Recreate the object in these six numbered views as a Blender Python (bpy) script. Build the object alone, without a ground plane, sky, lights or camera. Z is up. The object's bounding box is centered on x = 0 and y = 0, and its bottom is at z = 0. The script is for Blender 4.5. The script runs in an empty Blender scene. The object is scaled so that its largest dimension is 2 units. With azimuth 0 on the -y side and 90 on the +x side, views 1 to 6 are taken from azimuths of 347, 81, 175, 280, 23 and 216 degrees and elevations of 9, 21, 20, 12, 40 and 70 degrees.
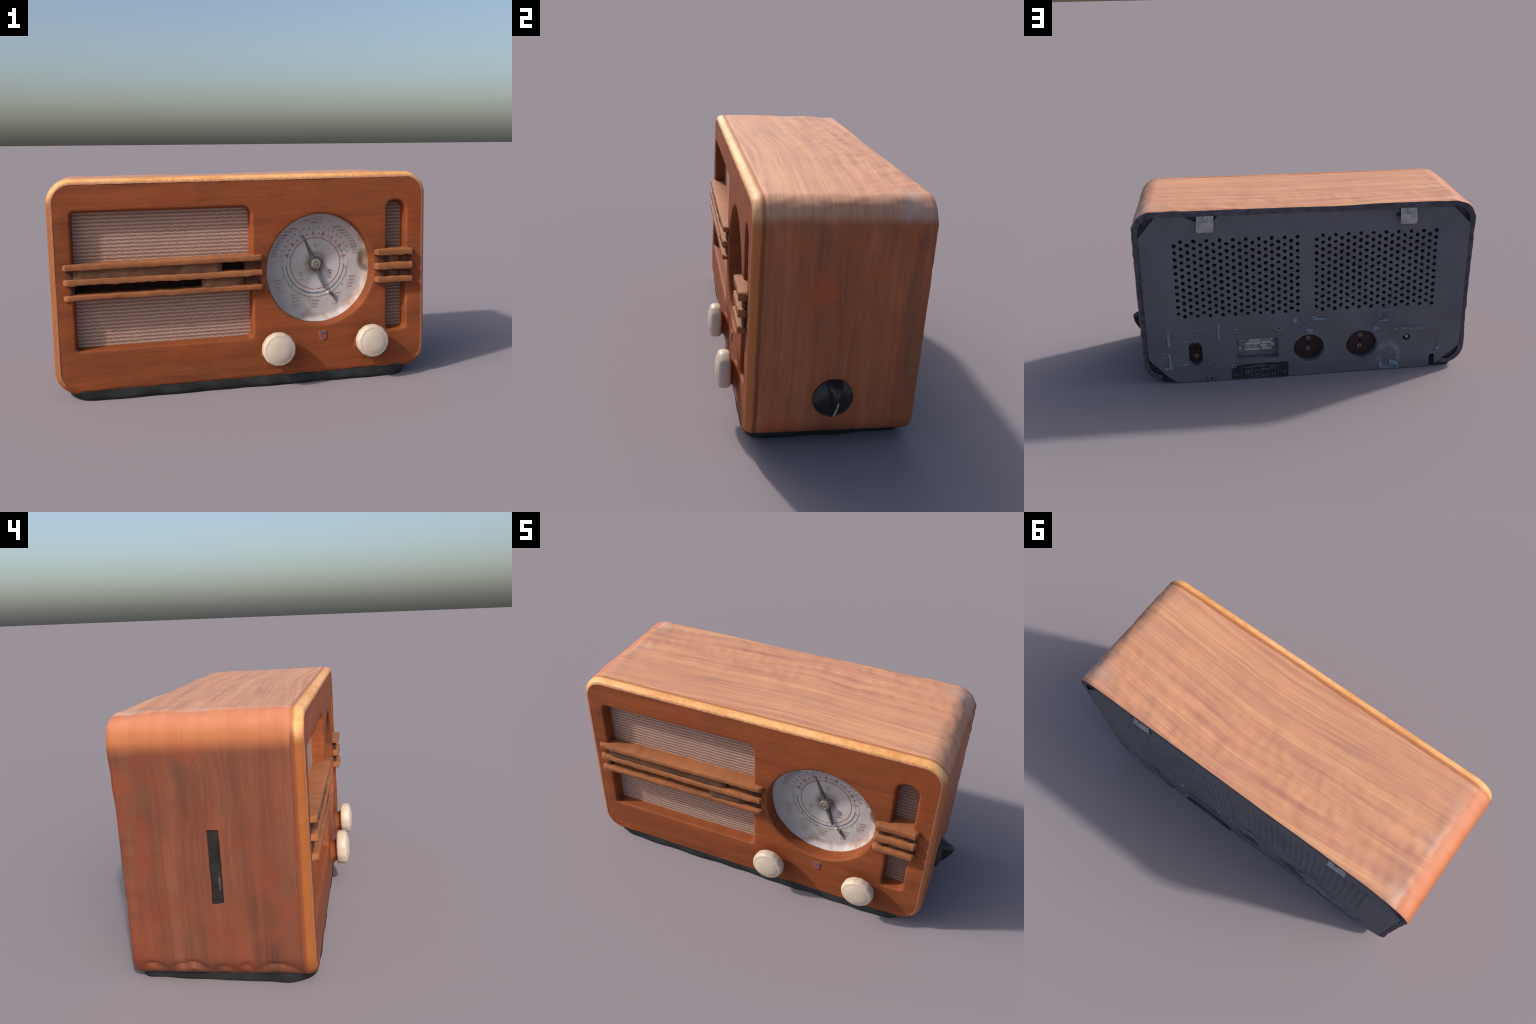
"""An old wooden table radio: bent-veneer cabinet, cloth speaker grille, round tuning dial,
ivory knobs, black side switch and a perforated fibreboard back."""
import bpy, bmesh, math, random
from math import sin, cos, pi, tau, sqrt, radians, hypot, atan2
from mathutils import Vector, Matrix, noise as mnoise
from mathutils.geometry import delaunay_2d_cdt

rng = random.Random(7)
TILT, ROLL = radians(-1.8), radians(-0.3)

# ------------------------------------------------------------------ scene helpers
root = bpy.data.objects.new("table_radio", None)
bpy.context.scene.collection.objects.link(root)
root.rotation_euler = (TILT, ROLL, 0)
root.location = (0, -0.0173, 0)
root["label"] = "old brown wooden table radio with round white dial"
root["category"] = "radio"


def smooth(a, b, v):
    t = min(1.0, max(0.0, (v - a) / (b - a)))
    return t * t * (3 - 2 * t)


def add(name, mesh, mats, parent=None, loc=(0, 0, 0), rot=(0, 0, 0), angle=40):
    o = bpy.data.objects.new(name, mesh)
    bpy.context.scene.collection.objects.link(o)
    if not mesh.materials:
        for m in (mats if isinstance(mats, (list, tuple)) else [mats]):
            mesh.materials.append(m)
    o.parent = parent or root
    o.location, o.rotation_euler = loc, rot
    if angle:
        mesh.shade_smooth()
        mesh.set_sharp_from_angle(angle=radians(angle))
    return o


def mesh_of(name, verts, faces):
    m = bpy.data.meshes.new(name)
    m.from_pydata([tuple(v) for v in verts], [], faces)
    m.validate()
    m.update()
    return m


def recalc(m):
    b = bmesh.new(); b.from_mesh(m)
    bmesh.ops.remove_doubles(b, verts=b.verts, dist=1e-6)
    bmesh.ops.recalc_face_normals(b, faces=b.faces)
    b.to_mesh(m); b.free(); m.update()
    return m


class Builder:
    """Collects vertices and faces of one mesh."""
    def __init__(s):
        s.v, s.f = [], []

    def ring_stack(s, rings, closed=True, cap0=False, cap1=False):
        base = len(s.v); n = len(rings[0])
        for r in rings:
            s.v += [tuple(p) for p in r]
        for i in range(len(rings) - 1):
            for j in range(n if closed else n - 1):
                k = (j + 1) % n
                a, b = base + i * n, base + (i + 1) * n
                s.f.append((a + j, a + k, b + k, b + j))
        if cap0:
            s.f.append(tuple(range(base + n - 1, base - 1, -1)))
        if cap1:
            e = base + (len(rings) - 1) * n
            s.f.append(tuple(range(e, e + n)))

    def box(s, x0, x1, y0, y1, z0, z1):
        b = len(s.v)
        s.v += [(x, y, z) for x in (x0, x1) for y in (y0, y1) for z in (z0, z1)]
        s.f += [tuple(b + i for i in q) for q in ((0, 1, 3, 2), (4, 6, 7, 5), (0, 4, 5, 1), (2, 3, 7, 6), (0, 2, 6, 4), (1, 5, 7, 3))]

    def mesh(s, name, bevel=0.0, seg=2):
        m = recalc(mesh_of(name, s.v, s.f))
        if bevel:
            b = bmesh.new(); b.from_mesh(m)
            es = [e for e in b.edges if len(e.link_faces) == 2 and e.calc_face_angle(0) > 0.6]
            bmesh.ops.bevel(b, geom=es, offset=bevel, segments=seg, profile=0.5, affect="EDGES", clamp_overlap=True)
            b.to_mesh(m); b.free(); m.update()
        return m


def rrect(x0, x1, z0, z1, r, inset=0.0, step=0.02, arc=10):
    """Rounded rectangle outline (x, z), counter-clockwise from the middle of the bottom; r = (bl, br, tr, tl)."""
    x0, x1, z0, z1 = x0 + inset, x1 - inset, z0 + inset, z1 - inset
    r = [max(1e-4, q - inset) for q in (r if isinstance(r, (tuple, list)) else (r,) * 4)]
    R0 = [q + inset for q in r]
    pts = []
    cs = [((x1 - r[1], z0 + r[1]), r[1], -90), ((x1 - r[2], z1 - r[2]), r[2], 0), ((x0 + r[3], z1 - r[3]), r[3], 90), ((x0 + r[0], z0 + r[0]), r[0], 180)]
    xm = (x0 + x1) / 2

    def line(a, b, n):
        for i in range(n):
            t = i / n
            pts.append((a[0] + (b[0] - a[0]) * t, a[1] + (b[1] - a[1]) * t))
    W, H = (x1 - x0) + 2 * inset, (z1 - z0) + 2 * inset
    cnt = [max(2, int((W / 2 - R0[1]) / step)), max(2, int((H - R0[1] - R0[2]) / step)), max(2, int((W - R0[2] - R0[3]) / step)), max(2, int((H - R0[3] - R0[0]) / step)), max(2, int((W / 2 - R0[0]) / step))]
    cur = (xm, z0)
    for i, (c, q, a0) in enumerate(cs):
        st = (c[0] + q * cos(radians(a0)), c[1] + q * sin(radians(a0)))
        line(cur, st, cnt[i])
        for k in range(arc):
            a = radians(a0 + 90 * k / arc)
            pts.append((c[0] + q * cos(a), c[1] + q * sin(a)))
        a = radians(a0 + 90)
        cur = (c[0] + q * cos(a), c[1] + q * sin(a))
    line(cur, (xm, z0), cnt[4])
    return pts


def circle(cx, cz, r, n, inset=0.0):
    return [(cx + (r + inset) * cos(tau * i / n), cz + (r + inset) * sin(tau * i / n)) for i in range(n)]


def inside(p, poly):
    c = False
    x, z = p
    j = len(poly) - 1
    for i in range(len(poly)):
        xi, zi = poly[i]; xj, zj = poly[j]
        if (zi > z) != (zj > z) and x < (xj - xi) * (z - zi) / (zj - zi) + xi:
            c = not c
        j = i
    return c


def pierced(outer, holes, extra=(), test=None):
    """Triangulate a flat region with holes. Returns points and triangles."""
    pts, edges = [], []
    for loop in [outer] + holes:
        b = len(pts)
        pts += loop
        edges += [(b + i, b + (i + 1) % len(loop)) for i in range(len(loop))]
    pts += list(extra)
    vs, _, fs, *_ = delaunay_2d_cdt([Vector(p) for p in pts], edges, [], 0, 1e-6)
    keep = []
    boxes = [(min(p[0] for p in h), max(p[0] for p in h), min(p[1] for p in h), max(p[1] for p in h), h) for h in holes]
    for f in fs:
        c = (sum(vs[i][0] for i in f) / len(f), sum(vs[i][1] for i in f) / len(f))
        if not inside(c, outer):
            continue
        if any(b[0] < c[0] < b[1] and b[2] < c[1] < b[3] and inside(c, b[4]) for b in boxes):
            continue
        keep.append(tuple(f))
    return [(v[0], v[1]) for v in vs], keep


def revolve(profile, n=48, wob=None):
    """Profile [(radius, depth)] turned about the y axis; depth grows towards -y."""
    B = Builder()
    rings = []
    for k, (r, d) in enumerate(profile):
        rings.append([((r * (wob(k, tau * i / n) if wob else 1)) * cos(tau * i / n), -d, (r * (wob(k, tau * i / n) if wob else 1)) * sin(tau * i / n)) for i in range(n)])
    B.ring_stack(rings, True, True, True)
    return B


# ------------------------------------------------------------------ material helpers
class Mat:
    def __init__(s, name, rough=0.6, spec=0.25):
        s.m = bpy.data.materials.new(name)
        s.m.use_nodes = True
        s.t = s.m.node_tree
        s.b = s.t.nodes["Principled BSDF"]
        s.b.inputs["Roughness"].default_value = rough
        s.b.inputs["Specular IOR Level"].default_value = spec
        s.co = s.t.nodes.new("ShaderNodeTexCoord").outputs["Object"]
        sep = s.t.nodes.new("ShaderNodeSeparateXYZ")
        s.t.links.new(s.co, sep.inputs[0])
        s.x, s.y, s.z = sep.outputs

    def put(s, sock, v):
        if isinstance(v, bpy.types.NodeSocket):
            s.t.links.new(v, sock)
        elif v is not None:
            if sock.type == "RGBA" and len(v) == 3:
                v = (*v, 1)
            sock.default_value = v

    def math(s, op, a, b=None, c=None, clamp=False):
        n = s.t.nodes.new("ShaderNodeMath"); n.operation = op; n.use_clamp = clamp
        for i, v in enumerate((a, b, c)):
            if v is not None:
                s.put(n.inputs[i], v)
        return n.outputs[0]

    def add(s, *v):
        r = v[0]
        for q in v[1:]:
            r = s.math("ADD", r, q)
        return r

    def mul(s, *v):
        r = v[0]
        for q in v[1:]:
            r = s.math("MULTIPLY", r, q)
        return r

    def vec(s, x, y, z):
        n = s.t.nodes.new("ShaderNodeCombineXYZ")
        for i, v in enumerate((x, y, z)):
            s.put(n.inputs[i], v)
        return n.outputs[0]

    def scaled(s, sx, sy, sz, x=None, y=None, z=None):
        return s.vec(s.mul(x or s.x, sx), s.mul(y or s.y, sy), s.mul(z or s.z, sz))

    def noise(s, vec, scale=1.0, detail=2.0, rough=0.5, dist=0.0):
        n = s.t.nodes.new("ShaderNodeTexNoise")
        s.put(n.inputs["Vector"], vec)
        n.inputs["Scale"].default_value = scale
        n.inputs["Detail"].default_value = detail
        n.inputs["Roughness"].default_value = rough
        n.inputs["Distortion"].default_value = dist
        return n.outputs["Fac"]

    def step(s, v, a, b, lo=0.0, hi=1.0):
        n = s.t.nodes.new("ShaderNodeMapRange"); n.interpolation_type = "SMOOTHSTEP"
        s.put(n.inputs["Value"], v)
        for k, q in zip(("From Min", "From Max", "To Min", "To Max"), (a, b, lo, hi)):
            s.put(n.inputs[k], q)
        return n.outputs[0]

    def ramp(s, fac, stops):
        n = s.t.nodes.new("ShaderNodeValToRGB")
        s.put(n.inputs[0], fac)
        e = n.color_ramp.elements
        while len(e) < len(stops):
            e.new(0.5)
        for q, (p, c) in zip(e, stops):
            q.position, q.color = p, (*c, 1)
        return n.outputs[0]

    def mix(s, fac, a, b, mode="MIX"):
        n = s.t.nodes.new("ShaderNodeMix"); n.data_type = "RGBA"; n.blend_type = mode
        s.put(n.inputs[0], fac); s.put(n.inputs[6], a); s.put(n.inputs[7], b)
        return n.outputs[2]

    def bump(s, h, strength=0.3, dist=0.01):
        n = s.t.nodes.new("ShaderNodeBump")
        n.inputs["Strength"].default_value = strength
        n.inputs["Distance"].default_value = dist
        s.put(n.inputs["Height"], h)
        s.t.links.new(n.outputs[0], s.b.inputs["Normal"])

    def colour(s, c):
        s.put(s.b.inputs["Base Color"], c)
        return s.m


def k(c, f):
    return tuple(q * f for q in c)


def plain(name, c, rough=0.6, spec=0.25, var=0.15, scale=30.0, metal=0.0, bump=0.0):
    M = Mat(name, rough, spec)
    M.b.inputs["Metallic"].default_value = metal
    n = M.noise(M.co, scale, 3.0)
    if bump:
        M.bump(M.noise(M.co, scale * 3, 2.0), bump, 0.004)
    return M.colour(M.ramp(n, [(0.3, k(c, 1 - var)), (0.7, k(c, 1 + var))]))


def veneer():
    """Bent veneer of the cabinet: grain runs round the shell, across it is y. The top sheet is tan,
    the cheeks redder; their difference in lightness is baked overhead light put into the colour."""
    M = Mat("cabinet_veneer", 0.55, 0.22)
    tent = M.mul(M.math("SQRT", M.add(M.mul(M.add(M.x, -0.1), M.add(M.x, -0.1)), 0.006)), 0.075)
    wav = M.mul(M.add(M.noise(M.scaled(3, 5, 3), 1.0, 2), -0.5), 0.024)
    knot = M.mul(M.step(M.add(M.mul(M.add(M.z, -0.76), M.add(M.z, -0.76)), M.mul(M.add(M.y, -0.08), M.add(M.y, -0.08))), 0.0, 0.03, 1, 0), 0.022)
    yy = M.add(M.y, tent, wav, knot)
    n1 = M.noise(M.scaled(0.8, 24, 0.8, y=yy), 1.0, 3, 0.55)
    n2 = M.noise(M.scaled(2.0, 100, 2.0, y=yy), 1.0, 3, 0.6)
    n3 = M.noise(M.scaled(7, 9, 7), 1.0, 2)
    fine = M.noise(M.scaled(14, 240, 14, y=yy), 1.0, 2)
    t = M.add(M.mul(n1, 0.42), M.mul(n2, 0.38), M.mul(n3, 0.12), M.mul(fine, 0.08))
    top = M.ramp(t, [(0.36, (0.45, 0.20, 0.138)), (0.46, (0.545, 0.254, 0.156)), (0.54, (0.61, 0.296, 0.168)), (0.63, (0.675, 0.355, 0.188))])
    top = M.mix(M.step(n3, 0.55, 0.75, 0, 0.4), top, (0.60, 0.27, 0.17))
    top = M.mix(M.step(M.noise(M.scaled(4, 9, 4), 1.3, 4, 0.6), 0.55, 0.72, 0, 0.45), top, (0.44, 0.235, 0.165))
    nb = M.noise(M.scaled(1.6, 13, 1.6, y=yy), 1.0, 4, 0.65, 0.4)
    ts = M.add(M.mul(n1, 0.34), M.mul(nb, 0.34), M.mul(n2, 0.18), M.mul(n3, 0.14))
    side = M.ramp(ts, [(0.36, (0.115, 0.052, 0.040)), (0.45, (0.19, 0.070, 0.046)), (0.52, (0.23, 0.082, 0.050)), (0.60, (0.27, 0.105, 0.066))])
    blot = M.noise(M.scaled(3, 4, 4), 1.0, 3)
    side = M.mix(M.step(blot, 0.48, 0.72, 0, 0.7), side, (0.29, 0.072, 0.034))
    side = M.mix(M.step(M.noise(M.scaled(2, 6, 2), 1.7, 2), 0.52, 0.72, 0, 0.45), side, (0.175, 0.088, 0.064))
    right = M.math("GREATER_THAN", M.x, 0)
    # left cheek darkened, right one lightened: baked left-right shading put into the veneer colour
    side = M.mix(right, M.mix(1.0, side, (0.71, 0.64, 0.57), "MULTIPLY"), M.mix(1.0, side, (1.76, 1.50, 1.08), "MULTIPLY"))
    orange = M.mul(M.step(M.z, 0.905, 0.97), M.mix(right, (0.4, 0.4, 0.4), (0.35, 0.35, 0.35)))
    side = M.mix(orange, side, M.mix(n1, (0.34, 0.10, 0.036), (0.42, 0.145, 0.055)))
    zr = M.add(M.z, M.mul(M.add(M.noise(M.scaled(0, 14, 0), 1.0, 3), -0.5), 0.05))
    # the left bend is reddish orange up to the joint line near the end of the top sheet
    bend = M.mix(M.step(M.z, 0.975, 1.045), M.mix(n1, (0.35, 0.105, 0.038), (0.42, 0.15, 0.06)), M.mix(n1, (0.46, 0.160, 0.085), (0.58, 0.235, 0.13)))
    side = M.mix(M.mul(M.math("SUBTRACT", 1.0, right), M.step(M.z, 0.915, 0.985)), side, bend)
    joint = M.add(M.x, M.mul(M.add(M.noise(M.scaled(0, 12, 0), 1.0, 3), -0.5), 0.035))
    m = M.mix(right, M.step(joint, -0.905, -0.882), M.step(zr, 0.965, 1.015))
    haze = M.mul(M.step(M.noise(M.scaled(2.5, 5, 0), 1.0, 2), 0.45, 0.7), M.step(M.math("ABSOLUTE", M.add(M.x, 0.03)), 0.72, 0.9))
    top = M.mix(M.mul(haze, 0.7), top, (0.56, 0.36, 0.30))
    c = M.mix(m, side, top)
    M.bump(M.add(n2, M.mul(M.noise(M.co, 16, 3), 0.8)), 0.18, 0.006)
    return M.colour(c)


def front_wood(name="front_wood", base=(0.232, 0.062, 0.021), dark=(0.158, 0.047, 0.019)):
    M = Mat(name, 0.6, 0.16)
    zz = M.add(M.z, M.mul(M.x, -0.04), M.mul(M.add(M.noise(M.scaled(2.5, 3, 5), 1.0, 2), -0.5), 0.05))
    n1 = M.noise(M.scaled(0.9, 2, 16, z=zz), 1.0, 3, 0.55)
    n2 = M.noise(M.scaled(3.5, 3, 90, z=zz), 1.0, 3, 0.6)
    n3 = M.noise(M.co, 4.0, 2)
    t = M.add(M.mul(n1, 0.5), M.mul(n2, 0.25), M.mul(n3, 0.25))
    c = M.ramp(t, [(0.36, dark), (0.5, base), (0.62, k(base, 1.22))])
    c = M.mix(M.step(n3, 0.52, 0.72, 0, 0.5), c, (base[0] * 1.05, base[1] * 0.85, base[2] * 0.8))
    c = M.mix(M.step(M.noise(M.scaled(5, 3, 9), 1.0, 4, 0.6), 0.5, 0.72, 0, 0.55), c, (base[0] * 1.28, base[1] * 1.3, base[2] * 1.1))
    c = M.mix(M.step(M.noise(M.scaled(3, 3, 6), 1.7, 4, 0.6), 0.55, 0.75, 0, 0.5), c, (base[0] * 0.72, base[1] * 0.82, base[2] * 0.9))
    M.bump(M.add(n2, M.noise(M.co, 20, 3)), 0.16, 0.006)
    return M.colour(c)


def trim_wood():
    M = Mat("trim_wood", 0.5, 0.3)
    n = M.noise(M.co, 45, 3, 0.6)
    n2 = M.noise(M.co, 6, 2)
    c = M.ramp(M.add(M.mul(n, 0.4), M.mul(n2, 0.6)), [(0.35, (0.62, 0.26, 0.08)), (0.5, (0.75, 0.37, 0.135)), (0.64, (0.82, 0.45, 0.195))])
    # the two uprights are darker and more amber than the top
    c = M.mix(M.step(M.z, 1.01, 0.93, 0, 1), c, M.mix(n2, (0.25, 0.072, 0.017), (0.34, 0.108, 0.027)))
    c = M.mix(M.mul(M.step(M.x, 0.4, 0.6), M.step(M.z, 1.0, 0.95)), c, M.mix(n2, (0.46, 0.135, 0.036), (0.56, 0.175, 0.048)))  # right upright lighter than the left: baked shading difference put into colour
    # varnish line against the veneer and pinkish line against the front
    yw = M.add(M.y, M.mul(M.add(n, -0.5), 0.008))
    c = M.mix(M.step(yw, -0.283, -0.274, 0, 0.85), c, M.mix(M.step(M.z, 0.96, 1.02), (0.19, 0.052, 0.022), (0.44, 0.15, 0.06)))
    c = M.mix(M.step(yw, -0.305, -0.3115, 0, 0.75), c, (0.36, 0.17, 0.11))
    M.bump(n, 0.25, 0.004)
    return M.colour(c)


CLOTH_P = 0.0178


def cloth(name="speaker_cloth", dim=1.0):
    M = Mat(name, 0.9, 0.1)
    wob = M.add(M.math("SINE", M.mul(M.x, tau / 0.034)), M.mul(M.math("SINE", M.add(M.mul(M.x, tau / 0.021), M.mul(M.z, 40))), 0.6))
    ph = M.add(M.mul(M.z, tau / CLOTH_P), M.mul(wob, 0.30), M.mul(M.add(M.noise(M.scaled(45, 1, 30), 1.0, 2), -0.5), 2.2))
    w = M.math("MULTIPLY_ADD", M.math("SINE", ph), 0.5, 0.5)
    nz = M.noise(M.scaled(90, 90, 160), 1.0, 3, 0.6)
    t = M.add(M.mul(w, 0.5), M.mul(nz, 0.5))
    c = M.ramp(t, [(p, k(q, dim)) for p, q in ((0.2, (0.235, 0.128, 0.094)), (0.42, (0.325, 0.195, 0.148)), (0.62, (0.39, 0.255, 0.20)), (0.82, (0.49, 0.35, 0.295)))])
    M.bump(nz, 0.4, 0.004)
    return M.colour(c)


def dial_paint():
    M = Mat("dial_card", 0.6, 0.25)
    n = M.noise(M.co, 7, 4)
    c = M.ramp(n, [(0.3, (0.40, 0.372, 0.362)), (0.55, (0.49, 0.46, 0.45)), (0.75, (0.53, 0.495, 0.475))])
    dx, dz = M.add(M.x, -0.625), M.add(M.z, -0.605)
    st = M.add(M.math("SQRT", M.add(M.mul(dx, dx, 2.0), M.mul(dz, dz))), M.mul(M.add(M.noise(M.co, 14, 2), -0.5), 0.05))
    c = M.mix(M.step(st, 0.085, 0.050, 0, 0.92), c, (0.10, 0.070, 0.055))  # brown patch copying a scan artefact at the right rim
    cx, cz = M.add(M.x, -0.342), M.add(M.z, -0.588)
    r = M.math("SQRT", M.add(M.mul(cx, cx), M.mul(cz, cz)))
    stain = M.mul(M.step(r, 0.250, 0.276), M.step(M.noise(M.co, 22, 3), 0.35, 0.7), M.step(M.add(cx, M.mul(cz, -0.6)), -0.05, 0.15))
    c = M.mix(M.mul(stain, 0.8), c, (0.36, 0.20, 0.13))
    hub = M.step(M.add(M.math("SQRT", M.add(M.math("POWER", M.add(M.x, -0.345), 2.0), M.math("POWER", M.add(M.z, -0.597), 2.0))), M.mul(M.add(n, -0.5), 0.06)), 0.075, 0.04, 0, 0.75)
    c = M.mix(hub, c, (0.20, 0.18, 0.165))
    return M.colour(c)


def back_board():
    M = Mat("back_fibreboard", 0.8, 0.15)
    n = M.noise(M.co, 120, 3, 0.7)
    n2 = M.noise(M.co, 5, 3)
    c = M.ramp(M.add(M.mul(n, 0.4), M.mul(n2, 0.6)), [(0.35, (0.120, 0.118, 0.131)), (0.65, (0.158, 0.156, 0.172))])
    dx, dz = M.add(M.x, 0.52), M.add(M.z, -0.10)
    d = M.math("SQRT", M.add(M.mul(dx, dx), M.mul(dz, dz, 0.55)))
    ring = M.mul(M.step(d, 0.035, 0.06), M.step(d, 0.085, 0.062), M.step(M.noise(M.co, 18, 4, 0.65), 0.38, 0.62))
    c = M.mix(M.mul(ring, 0.75), c, (0.26, 0.285, 0.345))
    M.bump(n, 0.15, 0.003)
    return M.colour(c)


def ivory():
    M = Mat("ivory_plastic", 0.4, 0.4)
    n = M.noise(M.co, 9, 3)
    c = M.ramp(n, [(0.35, (0.54, 0.43, 0.33)), (0.65, (0.61, 0.505, 0.41))])
    c = M.mix(M.step(M.noise(M.co, 38, 4, 0.65), 0.58, 0.74, 0, 0.45), c, (0.44, 0.30, 0.19))
    edge = M.step(M.y, -0.015, 0.002)
    c = M.mix(M.mul(edge, 0.5), c, (0.50, 0.33, 0.20))
    return M.colour(c)


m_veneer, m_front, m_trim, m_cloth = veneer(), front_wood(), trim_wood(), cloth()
m_shaded_cloth = cloth("slot_cloth", 0.62)  # same cloth darkened: the slot's baked shade put into colour
m_slat = front_wood("slat_wood", (0.30, 0.112, 0.046), (0.21, 0.076, 0.032))
m_gap = plain("web_brown", (0.115, 0.055, 0.032), 0.7, 0.1, 0.3, 14)
m_gap_shade = plain("gap_shade", (0.022, 0.013, 0.011), 0.9, 0.05, 0.4, 30)
m_fill = plain("web_dark", (0.075, 0.030, 0.019), 0.8, 0.1, 0.35, 30)
m_dark = plain("dark_interior", (0.012, 0.011, 0.011), 0.9, 0.05, 0.2)
m_edge = plain("shell_end_grain", (0.09, 0.088, 0.106), 0.75, 0.12, 0.3, 26, bump=0.3)
m_corner = plain("corner_infill", (0.05, 0.048, 0.056), 0.85, 0.1, 0.35, 25, bump=0.4)
m_dial, m_back, m_ivory = dial_paint(), back_board(), ivory()
m_base = plain("base_felt", (0.033, 0.036, 0.037), 0.85, 0.1, 0.3, 12, bump=0.3)
m_black = plain("black_bakelite", (0.016, 0.013, 0.016), 0.26, 0.65, 0.2)
m_cream = plain("cream_paint", (0.55, 0.45, 0.33), 0.6, 0.2)
m_metal = plain("dull_metal", (0.30, 0.29, 0.28), 0.5, 0.4, 0.25, 40, metal=0.2)
m_red, m_blue, m_green = (plain(n, c, 0.7, 0.15, 0.15) for n, c in (("red_print", (0.36, 0.165, 0.145)), ("blue_print", (0.145, 0.16, 0.25)), ("green_print", (0.25, 0.27, 0.16))))
m_ink = plain("dark_ink", (0.20, 0.165, 0.155), 0.7, 0.15)
m_brownink = plain("brown_ink", (0.32, 0.225, 0.21), 0.7, 0.15)
m_faint = plain("faint_ink", (0.37, 0.325, 0.315), 0.7, 0.15)
m_chalk = plain("pale_blue_print", (0.21, 0.245, 0.31), 0.8, 0.1, 0.25, 60)
m_maroon = plain("maroon_bakelite", (0.04, 0.018, 0.02), 0.5, 0.3, 0.25, 12)
m_hand = plain("hand_metal", (0.13, 0.125, 0.125), 0.5, 0.35, 0.3, 30)
m_hub = plain("hub_brass", (0.20, 0.165, 0.145), 0.5, 0.35, 0.25, 40)
m_plate = plain("name_plate", (0.17, 0.175, 0.165), 0.6, 0.25, 0.2, 30)
m_plate_pale = plain("plate_pale", (0.52, 0.51, 0.50), 0.6, 0.25, 0.12, 40)
m_sticker = plain("black_sticker", (0.032, 0.033, 0.036), 0.7, 0.15, 0.2)
m_stickerink = plain("sticker_ink", (0.17, 0.165, 0.16), 0.7, 0.15, 0.2)

# ------------------------------------------------------------------ overall sizes (local frame)
X0, X1, Z0, Z1, RC = -0.980, 0.919, 0.028, 1.0595, 0.115
YF, YB = -0.265, 0.392          # shell from behind the trim to the back rim
FY = -0.310                     # face of the front panel
THICK = 0.034


def lump(p, f, a):
    return a * mnoise.noise(Vector(p) * f)


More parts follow.
